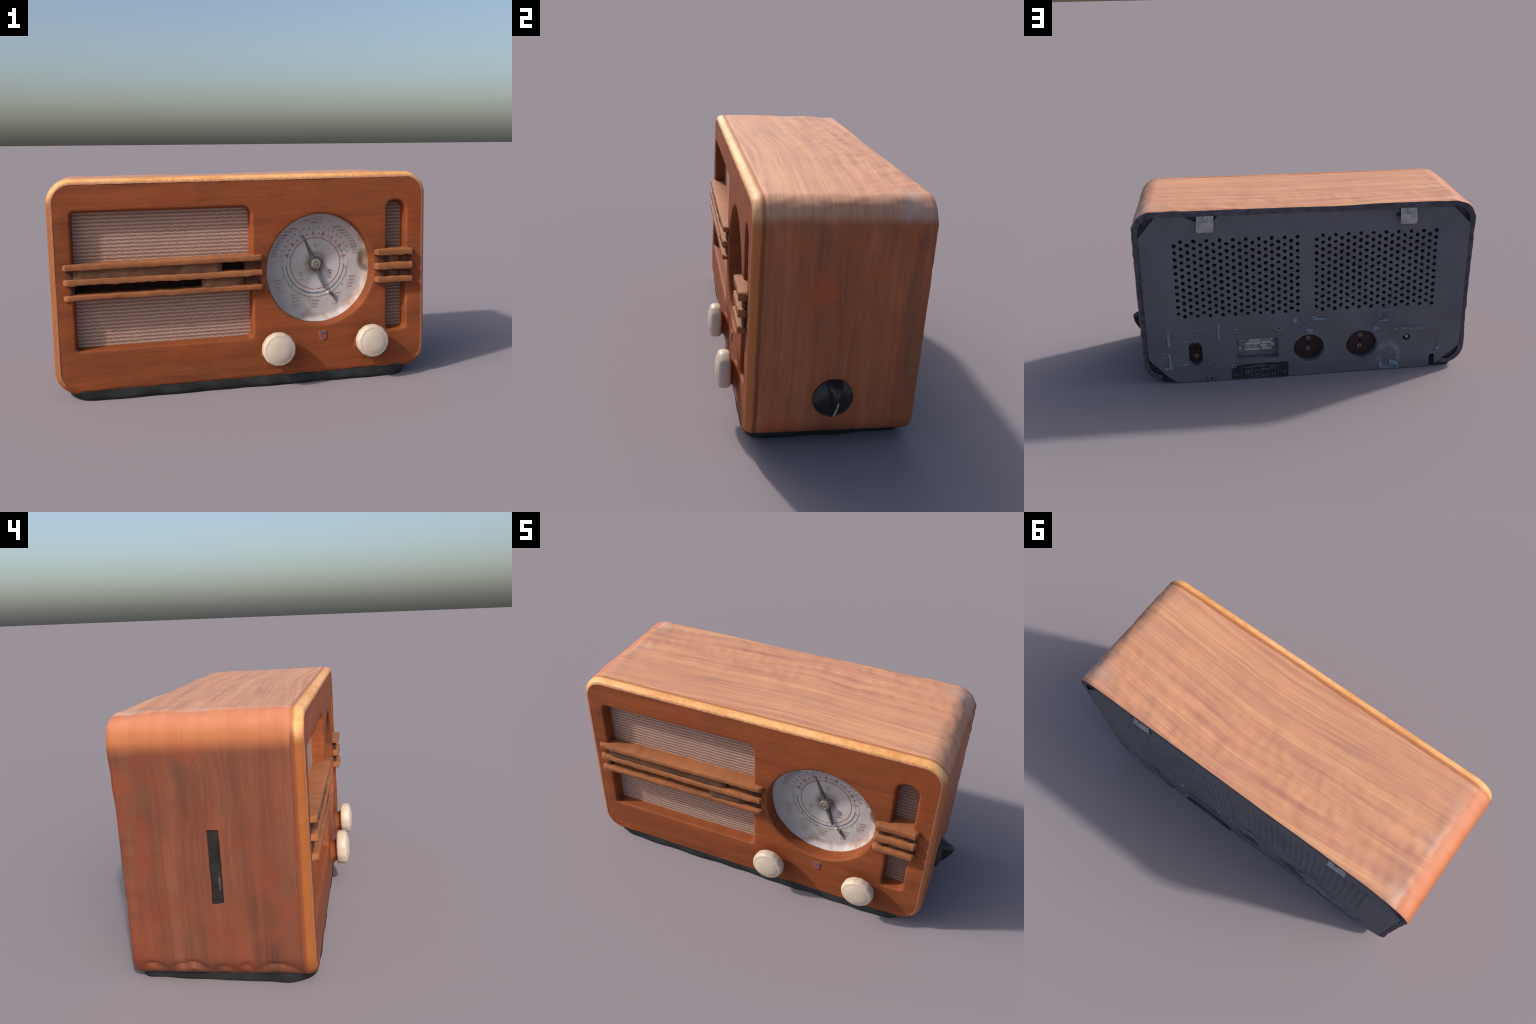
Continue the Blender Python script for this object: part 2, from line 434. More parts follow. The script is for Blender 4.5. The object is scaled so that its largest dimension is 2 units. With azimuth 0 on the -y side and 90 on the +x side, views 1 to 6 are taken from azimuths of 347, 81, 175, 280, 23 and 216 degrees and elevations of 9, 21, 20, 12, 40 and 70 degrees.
# ------------------------------------------------------------------ cabinet shell
def shell():
    out = rrect(X0, X1, Z0, Z1, RC, 0, 0.0085, 18)
    inn = rrect(X0, X1, Z0, Z1, RC, THICK, 0.0085, 18)
    n = len(out)
    B = Builder()

    def yback(p):
        return YB if not (X0 + RC + 0.045 < p[0] < X1 - RC + 0.01 and p[1] < 0.2) else 0.352
    ny = 76
    rings = []
    for i in range(ny + 1):
        t = i / ny
        ring = []
        for j, (x, z) in enumerate(out):
            yb = yback((x, z))
            yb += 0.008 * smooth(-0.7, -0.95, x) * smooth(0.7, 0.95, z)
            yb += lump((x * 1.0, 3.1, z), 14, 0.0022 if abs(x) > 0.85 else 0.0008)
            y = YF + (yb - YF) * t
            a, b = out[(j - 1) % n], out[(j + 1) % n]
            tx, tz = b[0] - a[0], b[1] - a[1]
            L = hypot(tx, tz); nx, nz = tz / L, -tx / L
            p = (x, y, z)
            d = lump(p, 3.0, 0.0035) + lump(p, 11, 0.0012)
            if z > 0.96:
                d += (0.003 * smooth(-0.2, -0.7, x) + 0.003 * smooth(0.0, 0.5, x) * smooth(0.0, 0.3, y) + 0.001) * smooth(0.98, 1.05, z) * smooth(-0.262, -0.12, y)
                d += lump((x, y, z), 20, 0.004) * smooth(0.8, 0.88, x) * smooth(-0.262, -0.2, y)
            if z > 1.03:                                  # puckered veneer: back edge and left end
                w = smooth(0.18, 0.36, y) * smooth(-0.2, 0.5, x) + smooth(-0.72, -0.85, x) * smooth(-0.262, -0.22, y)
                d += (lump((x, y, z), 12, 0.0045) + lump((x, y, z + 2), 27, 0.0022)) * w * (0.6 + 0.8 * abs(mnoise.noise(Vector((x * 5, y * 5, 7)))))
                d += (lump((x, y, z), 9, 0.0035) + lump((x, y, z + 4), 24, 0.0020)) * smooth(-0.15, 0.2, y) * smooth(0.39, 0.34, y)
            if x < -0.93:                                 # folds at the foot of the left cheek
                for yc, ln, zt, hh in ((0.315, 0.055, 0.094, 0.013), (0.172, 0.078, 0.098, 0.016), (0.040, 0.050, 0.082, 0.012), (-0.045, 0.03, 0.095, 0.010), (-0.165, 0.090, 0.092, 0.014)):
                    e = 1 - ((y - yc) / ln) ** 2
                    if e > -0.6:
                        top = zt - 0.030 * ((y - yc) / ln) ** 2 + lump((0, y, 3), 17, 0.014)
                        w = smooth(-0.4, 0.4, e)
                        d += hh * w * smooth(top + 0.006, top - 0.011, z) * smooth(0.035, 0.06, z)
                        d -= 0.008 * w * math.exp(-((z - top - 0.011) / 0.009) ** 2)
                d += lump((2, y, z), 9, 0.003) 
            if y > 0.25:                                  # frayed back edge
                d += lump((x * 1, 5, z * 1), 26, 0.004) * smooth(0.27, 0.39, y) * (1 if abs(x) > 0.87 else 0.15)
            if nz < -0.3:
                d *= max(0.0, 1 - (-nz - 0.3) / 0.5)
            r = smooth(0.985, 1.0, t) * 0.004             # eased back arris
            f = smooth(0.03, 0.0, t) * 0.002
            ring.append((x + nx * (d - r - f), y, z + nz * (d - r - f)))
        rings.append(ring)
    rin = []
    for t in (1, 0.93, 0.0):
        rin.append([(x, YF + (yback(out[j]) - YF) * t, z) for j, (x, z) in enumerate(inn)])
    mid = []
    for j in range(n):
        a, b = rings[-1][j], rin[0][j]
        mid.append(((a[0] + b[0]) / 2, a[1] + 0.002 + lump((a[0], 1, a[2]), 30, 0.003), (a[2] + b[2]) / 2))
    allr = rings + [mid] + rin
    B.ring_stack(allr, True)
    last = (len(allr) - 1) * n
    for j in range(n):
        q = (j + 1) % n
        B.f.append((last + j, last + q, q, j))
    m = mesh_of("cabinet_shell", B.v, B.f)
    bm = bmesh.new(); bm.from_mesh(m); bmesh.ops.recalc_face_normals(bm, faces=bm.faces); bm.to_mesh(m); bm.free()
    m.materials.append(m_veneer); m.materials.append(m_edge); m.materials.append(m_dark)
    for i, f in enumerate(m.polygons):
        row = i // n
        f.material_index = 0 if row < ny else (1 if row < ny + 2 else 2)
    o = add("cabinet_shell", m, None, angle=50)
    # slot for the cable in the left cheek
    c = Builder()
    prof = [(0.014 - 0.00 * t + 0.0018 * mnoise.noise(Vector((t * 9, 0, 0))), 0.636 - 0.28 * t) for t in [q / 24 for q in range(25)]]
    prof += [(0.058 + 0.0022 * mnoise.noise(Vector((t * 9, 5, 0))), 0.352 + 0.284 * t) for t in [q / 24 for q in range(25)]]
    c.ring_stack([[(-1.05, y, z) for y, z in prof], [(-0.966, y, z) for y, z in prof]], True, True, True)
    cut = bpy.data.objects.new("cutter", c.mesh("cutter"))
    bpy.context.scene.collection.objects.link(cut)
    cut.parent = root
    cut.data.materials.append(m_dark)
    bo = o.modifiers.new("slot", "BOOLEAN"); bo.operation = "DIFFERENCE"; bo.object = cut; bo.solver = "EXACT"
    dg = bpy.context.evaluated_depsgraph_get()
    new = bpy.data.meshes.new_from_object(o.evaluated_get(dg), depsgraph=dg)
    o.modifiers.clear()
    o.data = new
    new.name = "cabinet_shell"
    bpy.data.objects.remove(cut)
    ins = Builder()
    rings = []
    for zz in (0.352, 0.40, 0.46, 0.515, 0.522, 0.535, 0.634):
        hollow = smooth(0.53, 0.515, zz) * smooth(0.36, 0.45, zz) * 0.006
        rings.append([(-0.972, 0.012, zz), (-0.9785 + hollow, 0.017, zz), (-0.981 + hollow * 0.5, 0.034, zz), (-0.981, 0.0565, zz), (-0.972, 0.060, zz)])
    ins.ring_stack(rings, False)
    add("cable_slot", ins.mesh("cable_slot"), plain("slot_felt", (0.022, 0.020, 0.019), 0.85, 0.08, 0.35, 20), angle=60)
    lev = Builder(); lev.box(-0.9795, -0.974, 0.022, 0.030, 0.405, 0.455)
    add("slot_lever", lev.mesh("slot_lever", 0.002), plain("slot_grey", (0.06, 0.052, 0.052), 0.6, 0.3, 0.5, 60))
    return o


shell()

# ------------------------------------------------------------------ front trim and bottom rail
def trim():
    steps = 9
    loops = [(0.005, YF + 0.008)]                        # tucked under the veneer
    for i in range(steps + 1):
        a = (pi / 2) * i / steps
        ins = 0.0275 * (1 - cos(a)) - 0.0012 * sin(2 * a)
        y = YF + 0.001 - (0.0470) * sin(a)
        loops.append((ins, y))
    loops.append((0.031, FY + 0.012))
    base = [rrect(X0, X1, Z0, Z1, RC, 0, 0.011, 18) for _ in range(1)][0]
    n = len(base)
    rings = []
    for li, (ins, y) in enumerate(loops):
        r = rrect(X0, X1, Z0, Z1, RC, ins, 0.011, 18)
        rings.append([(x, y + lump((x * 1.3, li * 0.2, z), 40, 0.0012), z + lump((x, li * 0.3, z * 1.2), 36, 0.0014) + (lump((x, 1, 0), 14, 0.006) if z < 0.05 and li < steps else 0)) for x, z in r])
    # choose the span from the left foot over the top to the right foot
    up = [j for j in range(n) if base[j][1] > 0.062]
    lo = [j for j in range(n) if base[j][1] <= 0.062]
    j0 = up[0]; span = up                                  # contiguous, counter-clockwise from right foot
    B = Builder(); B.ring_stack([[r[j] for j in span] for r in rings], False)
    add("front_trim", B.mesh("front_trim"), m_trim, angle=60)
    order = [j for j in range(span[-1], n)] + [j for j in range(0, span[0] + 1)]
    B = Builder()
    B.ring_stack([[r[j] for j in order] for r in rings], False)
    add("bottom_rail", B.mesh("bottom_rail"), m_front, angle=60)


trim()

# ------------------------------------------------------------------ front panel with its openings
OPEN = dict(x0=-0.874, x1=-0.011, z0=0.243, z1=0.906, r=(0.018, 0.03, 0.042, 0.018))
SLOT = dict(x0=0.700, x1=0.808, z0=0.237, z1=0.914, r=(0.022, 0.025, 0.055, 0.040))
DIAL = (0.346, 0.573, 0.283)
DEPTH = 0.10


def front_panel():
    bv = 0.011
    frames = []
    wob = lambda x, z, s: lump((x, s, z), 30, 0.0012) + lump((x, s + 3, z), 9, 0.0012)
    def outer(i): return rrect(X0, X1, Z0, Z1, RC, 0.0285, 0.02, 14)
    holes = [lambda i: rrect(inset=-i, step=0.012, arc=8, **OPEN), lambda i: rrect(inset=-i, step=0.012, arc=8, **SLOT), lambda i: circle(*DIAL, 110, i)]
    ext = [( -0.95 + 0.03 * i, 0.06 + 0.03 * j) for i in range(62) for j in range(34)]
    hl = [[(x + wob(x, z, 1), z + wob(x, z, 2)) for x, z in h(bv)] for h in holes]
    out = outer(0)
    ext = [p for p in ext if inside(p, rrect(X0, X1, Z0, Z1, RC, 0.05, 0.03)) and not any(inside(p, h(0.02)) for h in holes)]
    pts, fs = pierced(out, hl, ext)
    B = Builder()
    fy = lambda x, z: FY + lump((x, 0, z), 4, 0.0022) + lump((x, 2, z), 13, 0.0008)
    B.v = [(x, fy(x, z), z) for x, z in pts]
    B.f = list(fs)
    for h, loop in zip(holes, hl):
        rings = [[(x, fy(x, z), z) for x, z in loop]]
        for s in range(1, 5):
            a = pi / 2 * s / 4
            e = h(bv * (1 - sin(a)))
            rings.append([(x + wob(x, z, 1) * (1 - s / 5), fy(x, z) + bv * (1 - cos(a)), z + wob(x, z, 2) * (1 - s / 5)) for x, z in e])
        for dep, ins in ((0.030, 0.001), (0.050, 0.003), (0.060, 0.007)) if h is not holes[2] else ((0.03, 0.0), (0.05, 0.001), (0.075, 0.001)):
            rings.append([(x, FY + dep, z) for x, z in h(-ins)])
        B.ring_stack(rings, True)
    m = B.mesh("front_panel")
    return add("front_panel", m, m_front, angle=55)


front_panel()

# ------------------------------------------------------------------ speaker cloth
def cloth_sheet(name, x0, x1, z0, z1, y, cell=0.0042):
    nx, nz = int((x1 - x0) / cell), int((z1 - z0) / (cell * 0.85))
    rows = []
    for j in range(nz + 1):
        z = z0 + (z1 - z0) * j / nz
        row = []
        for i in range(nx + 1):
            x = x0 + (x1 - x0) * i / nx
            wb = sin(x * tau / 0.034) + 0.6 * sin(x * tau / 0.021 + z * 40)
            h = sin(z * tau / CLOTH_P + 0.30 * wb)
            row.append((x, y - 0.0011 * h + lump((x, 0, z), 6, 0.003), z))
        rows.append(row)
    B = Builder(); B.ring_stack(rows, False)
    return add(name, B.mesh(name), m_cloth if name == "speaker_cloth" else m_shaded_cloth, angle=0)


c1 = cloth_sheet("speaker_cloth", -0.884, -0.009, 0.237, 0.908, -0.251)
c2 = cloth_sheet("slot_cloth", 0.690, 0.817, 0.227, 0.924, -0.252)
for o in (c1, c2):
    o.data.shade_smooth()

# ------------------------------------------------------------------ slats
def slat(x0, x1, z0, z1, name="slat", yb=-0.249, skew=0.0, proud=0.027):
    """A bar proud of the panel, its ends lapping onto it with a chamfer."""
    B = Builder()
    n = max(8, int((x1 - x0) / 0.012))
    rings = []
    seed = rng.random() * 50
    for i in range(n + 1):
        t = i / n
        x = x0 + (x1 - x0) * t
        e = min(t, 1 - t) * (x1 - x0)
        pr = proud * min(1, 0.45 + e / 0.022)
        yf = FY - pr + lump((x, seed, 0), 24, 0.003)
        dz = lump((x, seed, 5), 16, 0.0028) + skew * (t - 0.5)
        b = 0.004
        za, zb = z0 + dz + lump((x, seed, 7), 32, 0.0038), z1 + dz + lump((x, seed, 9), 24, 0.0022)
        if e < 0.006:
            za += 0.004; zb -= 0.004
        ybk = yb if 0.03 < e else FY - 0.001
        rings.append([(x, ybk, za), (x, ybk, zb), (x, yf + b, zb), (x, yf + b * 0.3, zb - b * 0.4), (x, yf, zb - b), (x, yf, za + b), (x, yf + b * 0.3, za + b * 0.4), (x, yf + b, za)])
    B.ring_stack(rings, True, True, True)
    return add(name, B.mesh(name), m_slat, angle=50)


for z0, z1, s in ((0.636, 0.664, 0.006), (0.563, 0.592, 0.001), (0.493, 0.518, 0.004)):
    slat(-0.919, 0.043, z0, z1, skew=s)
for z0, z1, s in ((0.632, 0.665, 0.0), (0.559, 0.595, -0.001), (0.491, 0.522, 0.0)):
    slat(0.630, 0.840, z0, z1, skew=s, proud=0.034)


def web_strip(x0, x1, z0, z1, y=-0.329):
    """Strip of wood filling the gap between two slats."""
    B = Builder()
    rings = []
    n = max(3, int((x1 - x0) / 0.015))
    for i in range(n + 1):
        x = x0 + (x1 - x0) * i / n
        e = min(i, n - i) / n * (x1 - x0)
        yy = y + lump((x, z0, 1), 16, 0.004) + 0.012 * smooth(0.03, 0.0, e)
        rings.append([(x, -0.27, z0), (x, -0.27, z1), (x, yy - 0.002, z1), (x, yy + 0.002, (z0 + z1) / 2), (x, yy - 0.001, z0)])
    B.ring_stack(rings, True, True, True)
    add("slat_web", B.mesh("slat_web"), m_gap, angle=60)


def gap_shadow(x0, x1, z0, z1):  # added dark strip: the shade between slats put into colour
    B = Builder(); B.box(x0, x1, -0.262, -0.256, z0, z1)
    add("gap_shadow", B.mesh("gap_shadow"), m_gap_shade)


gap_shadow(-0.879, -0.016, 0.584, 0.640)
gap_shadow(-0.879, -0.016, 0.509, 0.567)
gap_shadow(0.697, 0.810, 0.586, 0.636)
gap_shadow(0.697, 0.810, 0.512, 0.563)
web_strip(-0.873, -0.165, 0.586, 0.642)
web_strip(-0.265, -0.055, 0.513, 0.569)
def web_fill(x0, x1, z0, z1, y=-0.321):
    """Scan webbing between two slats, shaped in where they lap onto the panel."""
    B = Builder()
    rings = []
    for i in range(6):
        t = i / 5
        x = x0 + (x1 - x0) * t
        yy = y + 0.006 * abs(t - 0.5) * 2 + lump((x, z0, 3), 30, 0.003)
        rings.append([(x, -0.262, z0), (x, -0.262, z1), (x, yy, z1), (x, yy + 0.004, (z0 + z1) / 2), (x, yy, z0)])
    B.ring_stack(rings, True, True, True)
    add("web_fill", B.mesh("web_fill"), m_fill, angle=60)


for za, zb in ((0.590, 0.638), (0.517, 0.565)):
    web_fill(-0.050, 0.030, za, zb)
    web_fill(0.650, 0.702, za, zb, -0.328)
    web_fill(0.774, 0.832, za, zb, -0.328)
    web_fill(-0.905, -0.868, za, zb, -0.317)
web_strip(0.700, 0.775, 0.587, 0.634, -0.322)
web_strip(0.700, 0.780, 0.512, 0.562, -0.320)

# ------------------------------------------------------------------ dial
dial = bpy.data.objects.new("dial", None)
bpy.context.scene.collection.objects.link(dial); dial.parent = root
DY = -0.211
DC = (0.345, 0.592)


def dial_plate():
    B = Builder()
    rings = []
    # flat card, its edge raised to copy the scan's smoothing at the recess rim
    for r, rise in ((0.2835, 0.031), (0.281, 0.025), (0.277, 0.0165), (0.271, 0.009), (0.264, 0.004), (0.256, 0.001), (0.246, 0.0), (0.23, 0.0), (0.2, 0.0), (0.15, 0.0), (0.1, 0.0), (0.05, 0.0), (0.004, 0.0)):
        rings.append([(DIAL[0] + r * cos(tau * i / 110), DY - rise * (1 + 0.25 * mnoise.noise(Vector((cos(tau * i / 110) * 3, sin(tau * i / 110) * 3, 1)))), DIAL[1] + r * sin(tau * i / 110)) for i in range(110)])
    B.ring_stack(rings, True, False, True)
    add("dial_plate", B.mesh("dial_plate"), m_dial, dial)


dial_plate()
LIFT = [0]


def ribbon(B, pts, w, y, closed=False, flip=1.0, thick=0.0005):
    """Raised line of paint along (x, z) points; each stroke is a hair higher than the last."""
    LIFT[0] = (LIFT[0] + 1) % 40
    yy = y - flip * (thick + LIFT[0] * 0.000012)
    n = len(pts)
    L, R = [], []
    for i, p in enumerate(pts):
        a = pts[(i - 1) % n] if (closed or i) else pts[0]
        b = pts[(i + 1) % n] if (closed or i < n - 1) else pts[-1]
        tx, tz = b[0] - a[0], b[1] - a[1]
        l = hypot(tx, tz) or 1
        ww = w(i / max(1, n - 1)) if callable(w) else w
        ox, oz = -tz / l * ww / 2, tx / l * ww / 2
        L.append((p[0] + ox, p[1] + oz)); R.append((p[0] - ox, p[1] - oz))
    rows = [[(q[0], y, q[1]) for q in L], [(q[0], yy, q[1]) for q in L], [(q[0], yy, q[1]) for q in R], [(q[0], y, q[1]) for q in R]]
    if closed:
        rows = [r + [r[0]] for r in rows]
    B.ring_stack(rows, False)


def polygon(B, pts, y, flip=1.0, thick=0.0006):
    LIFT[0] = (LIFT[0] + 1) % 40
    yy = y - flip * (thick + LIFT[0] * 0.000012)
    B.ring_stack([[(p[0], y, p[1]) for p in pts], [(p[0], yy, p[1]) for p in pts]], True, False, True)


def pol(ang, r, c=DC):
    a = radians(ang)                                        # clockwise from the top
    return (c[0] + r * sin(a), c[1] + r * cos(a))


def arc(a0, a1, r, n=60, c=DC, wob=0.0, f=9.0):
    return [pol(a0 + (a1 - a0) * i / n, r + wob * mnoise.noise(Vector((i * f / n * 3, r * 90, 0))), c) for i in range(n + 1)]


def scribble(B, x, z, w, h, y, ang=0.0, flip=1.0, sx=1.0):
    """A printed word too small to read: a run of upright, slanted and crossed strokes."""
    ca, sa = cos(ang), sin(ang)
    def P(u, v): return (x + sx * (u * ca - v * sa), z + u * sa + v * ca)
    n = max(2, int(w / (h * 0.62)))
    for i in range(n):
        u = -w / 2 + w * (i + 0.5) / n
        g = w / n * 0.36
        kind = rng.randrange(4)
        lw = h * 0.22
        if kind == 0:
            ribbon(B, [P(u - g, -h / 2), P(u - g * 0.4, h / 2), P(u + g, -h / 2)], lw, y, flip=flip)
        elif kind == 1:
            ribbon(B, [P(u + g, h / 2), P(u - g, h / 2), P(u - g, -h / 2), P(u + g, -h / 2)], lw, y, flip=flip)
        elif kind == 2:
            ribbon(B, [P(u - g * 0.5, -h / 2), P(u - g * 0.5, h / 2), P(u + g, h * 0.1)], lw, y, flip=flip)
        else:
            ribbon(B, [P(u - g, h * 0.4), P(u + g * 0.8, h * 0.3), P(u - g * 0.6, -h * 0.4), P(u + g, -h * 0.4)], lw, y, flip=flip)


def dial_print():
    R, Bl, G, K, Br, Fa = (Builder() for _ in range(6))
    ribbon(R, arc(-178, 178, 0.134, 150, wob=0.0026), 0.0046, DY)
    for i, a in enumerate((-72.5, -49.4, -26.7, -3.6, 16.1, 35.0, 56.4, 77.8)):
        s = 1.0 if i not in (3, 5) else 0.85
        t = 0.017 * s
        polygon(R, [pol(a - 4.2 * s, 0.1525), pol(a, 0.1525 + t * 1.25), pol(a + 4.2 * s, 0.1525)][::-1], DY)
        if i < 7:
            b = a + 11
            polygon(R, [pol(b - 2.0, 0.1535), pol(b, 0.1665), pol(b + 2.0, 0.1535)][::-1], DY)
        p = pol(a, 0.143)
        scribble(Br, p[0], p[1], 0.012, 0.0085, DY, -radians(a))
    ribbon(Fa, arc(-88, 88, 0.1525, 80), 0.0014, DY)
    ribbon(Fa, arc(-90, 90, 0.1765, 80), 0.0014, DY)
    for a in range(-80, 81, 8):
        ribbon(Fa, [pol(a + 3, 0.137), pol(a + 3, 0.149)], 0.0011, DY)
    bl = arc(93, 267, 0.1555, 110, wob=0.0016)
    ribbon(Bl, bl, lambda t: 0.0042 + 0.0026 * smooth(0.42, 0.5, t) * smooth(0.72, 0.62, t), DY)
    ribbon(G, arc(92, 268, 0.177, 110, wob=0.0022), 0.0038, DY)
    for i, a in enumerate(range(96, 266, 6)):
        ribbon(Bl, [pol(a, 0.157), pol(a + 0.6, 0.1635 - 0.003 * (i % 2))], 0.0022, DY)
        ribbon(G, [pol(a + 2, 0.1745), pol(a + 2, 0.168 + 0.002 * (i % 3))], 0.0018, DY)
    for i, a in enumerate((100, 128, 150, 205, 228, 250)):
        p = pol(a, 0.189 if i % 2 else 0.166)
        scribble(Fa, p[0], p[1], 0.009, 0.008, DY, 0)
    # black station dashes on two rings, with leader lines to the names
    for i in range(19):
        a = -76 + i * 8.3 + rng.uniform(-1, 1)
        r = 0.186 + 0.005 * (i % 2)
        ribbon(K, [pol(a - 2.0, r), pol(a + 2.0, r + rng.uniform(-0.002, 0.002))], 0.0034, DY)
        rr = 0.196
        ribbon(Fa, [pol(a, r + 0.003), pol(a, rr + 0.008)], 0.0012, DY)
    for sgn in (-1, 1):                                     # names stacked at both shoulders
        for i in range(10):
            z = DC[1] + 0.048 + i * 0.0152
            dz = z - DC[1]
            xi = sqrt(max(0.0, 0.205 ** 2 - dz ** 2)) + 0.004
            xo = sqrt(max(0.0, 0.272 ** 2 - (z - DIAL[1]) ** 2)) - 0.012
            w = min(0.05, xo - xi)
            if w < 0.016:
                continue
            scribble(K if i > 6 else Br, DC[0] + sgn * (xi + w / 2 + 0.003), z, w, 0.0085, DY, radians(4 * sgn))
    for x, z, w in ((-0.052, 0.229, 0.036), (-0.004, 0.238, 0.042), (0.044, 0.231, 0.036), (-0.002, 0.215, 0.034), (-0.090, 0.219, 0.026), (0.088, 0.219, 0.026)):
        scribble(K, DC[0] + x, DC[1] + z, w, 0.009, DY)
    # five bracketed lists round the lower half
    for dx, dz, w, n, sl in ((-0.203, -0.108, 0.040, 4, 1), (-0.115, -0.186, 0.046, 4, 1), (0.0, -0.222, 0.046, 3, -1), (0.122, -0.190, 0.034, 4, -1), (0.203, -0.105, 0.040, 4, -1)):
        cx, cz = DC[0] + dx, DC[1] + dz
        for i in range(n):
            scribble(Br, cx + sl * 0.004 * i, cz + 0.027 - i * 0.0175, w - 0.004 * (i % 2) - 0.003 * i, 0.0095, DY)
        e = cx + sl * (w / 2 + 0.012)
        ribbon(Fa, [(e, cz + 0.045), (e - 0.002 * sl, cz - 0.038), (e - sl * 0.008, cz - 0.042), (cx - sl * 0.012, cz - 0.043)], 0.0016, DY)
    # three band emblems
    for b, dx, dz in ((R, 0.003, 0.090), (Bl, 0.079, -0.048), (G, -0.077, -0.052)):
        cx, cz = DC[0] + dx, DC[1] + dz
        ribbon(Fa, circle(cx, cz, 0.0155, 24), 0.0014, DY, True)
        polygon(b, [(cx - 0.010, cz + 0.002), (cx - 0.002, cz + 0.002), (cx + 0.009, cz + 0.005), (cx + 0.006, cz + 0.010), (cx - 0.006, cz + 0.010)][::1], DY)
        polygon(b, [(cx - 0.008, cz - 0.006), (cx + 0.002, cz - 0.010), (cx + 0.008, cz - 0.004), (cx + 0.001, cz - 0.002)], DY)
        scribble(Fa, cx - 0.001, cz - 0.029, 0.026, 0.008, DY)
    for b, nm, mt in ((R, "red_scale", m_red), (Bl, "blue_scale", m_blue), (G, "green_scale", m_green), (K, "station_marks", m_ink), (Br, "station_names", m_brownink), (Fa, "fine_lines", m_faint)):
        o = add(nm, b.mesh(nm), mt, dial, angle=0)
        if nm in ("station_names", "station_marks", "fine_lines"):
            o["kind"] = "stuff"


dial_print()


def needle():
    hub = revolve([(0.040, 0), (0.038, 0.004), (0.030, 0.010), (0.027, 0.020), (0.0235, 0.0265), (0.018, 0.0285), (0.0165, 0.0265), (0.010, 0.0265), (0.008, 0.029), (0.003, 0.030)], 40, lambda k, a: 1 + (0.07 * sin(3 * a + 0.5) + 0.04 * sin(7 * a)) * (k < 3))
    m = hub.mesh("dial_hub")
    add("dial_hub", m, [m_hand, m_hub], dial, (DC[0], DY - 0.0005, DC[1]))
    for f in m.polygons:
        c = f.center
        f.material_index = 1 if (c.y < -0.0225) else 0
    B = Builder()

    def blade(a, r0, r1, w0, w1, h0, h1):
        d = Vector(pol(a, 1, (0, 0))); q = Vector((-d.y, d.x))
        n = 8
        rings = []
        for i in range(n + 1):
            t = i / n
            p = Vector(DC) + d * (r0 + (r1 - r0) * t)
            w = w0 + (w1 - w0) * t
            h = h0 + (h1 - h0) * t
            yb = DY + 0.001
            rings.append([(p.x + q.x * w, yb, p.y + q.y * w), (p.x + q.x * w * 0.5, DY - h, p.y + q.y * w * 0.5), (p.x - q.x * w * 0.5, DY - h, p.y - q.y * w * 0.5), (p.x - q.x * w, yb, p.y - q.y * w)])
        B.ring_stack(rings, True, True, True)
    blade(-23.5, 0.02, 0.162, 0.014, 0.0045, 0.014, 0.003)
    blade(160.5, 0.02, 0.138, 0.017, 0.004, 0.018, 0.016)
    blade(151.5, 0.178, 0.243, 0.008, 0.001, 0.016, 0.003)
    add("dial_hand", B.mesh("dial_hand"), m_hand, dial, angle=30)
    T = Builder()
    T.ring_stack([[(DC[0] + 0.072 + 0.010 * cos(a), DY + 0.001, DC[1] - 0.158 + 0.010 * sin(a)) for a in [tau * i / 12 for i in range(12)]], [(DC[0] + 0.066 + 0.003 * cos(a), DY - 0.020, DC[1] - 0.150 + 0.003 * sin(a)) for a in [tau * i / 12 for i in range(12)]]], True, False, True)
    add("hand_tip", T.mesh("hand_tip"), plain("pale_tip", (0.58, 0.55, 0.48), 0.5, 0.3), dial)


needle()

# ------------------------------------------------------------------ control knobs
def knob_cap_mesh():
    prof = [(0.066, -0.004), (0.077, -0.003), (0.082, 0.002), (0.084, 0.012), (0.0845, 0.028), (0.0832, 0.036), (0.0800, 0.0425), (0.0750, 0.0475), (0.0715, 0.0490), (0.0695, 0.0486), (0.0675, 0.0490), (0.061, 0.0520), (0.045, 0.0565), (0.025, 0.0588), (0.004, 0.0596)]
    B = revolve(prof, 72, lambda k, a: 1 + (0.008 * cos(12 * a) if k < 7 else 0.006 * cos(12 * a)))
    return B.mesh("knob_cap")


cap = knob_cap_mesh()
for cx, cz, sk, sp in ((0.101, 0.194, -0.026, 0.3), (0.597, 0.200, -0.028, 1.2)):
    kn = bpy.data.objects.new("control_knob", None)
    bpy.context.scene.collection.objects.link(kn); kn.parent = root
    kn.location = (cx, 0, cz)
    add("knob_cap", cap, m_ivory, kn, (0, -0.347, 0), (0, sp, 0))
    B = Builder()
    rings = []
    for r, y, dz in ((0.066, -0.348, 0), (0.062, -0.338, -0.008), (0.060, -0.330, -0.014), (0.064, -0.320, -0.022), (0.076, -0.312, -0.030), (0.095, -0.306, -0.034)):
        rings.append([(r * cos(a) * (1.0 if sin(a) < 0 else 0.96), y + lump((cos(a), sin(a), y), 3, 0.002), r * sin(a) * (1.0 if sin(a) < 0 else 0.8) + dz) for a in [tau * i / 48 for i in range(48)]])
    B.ring_stack(rings, True, True)
    add("knob_collar", B.mesh("knob_collar"), m_front, kn, angle=60)  # neck whose flare also shapes in the scan's webbing below the knob

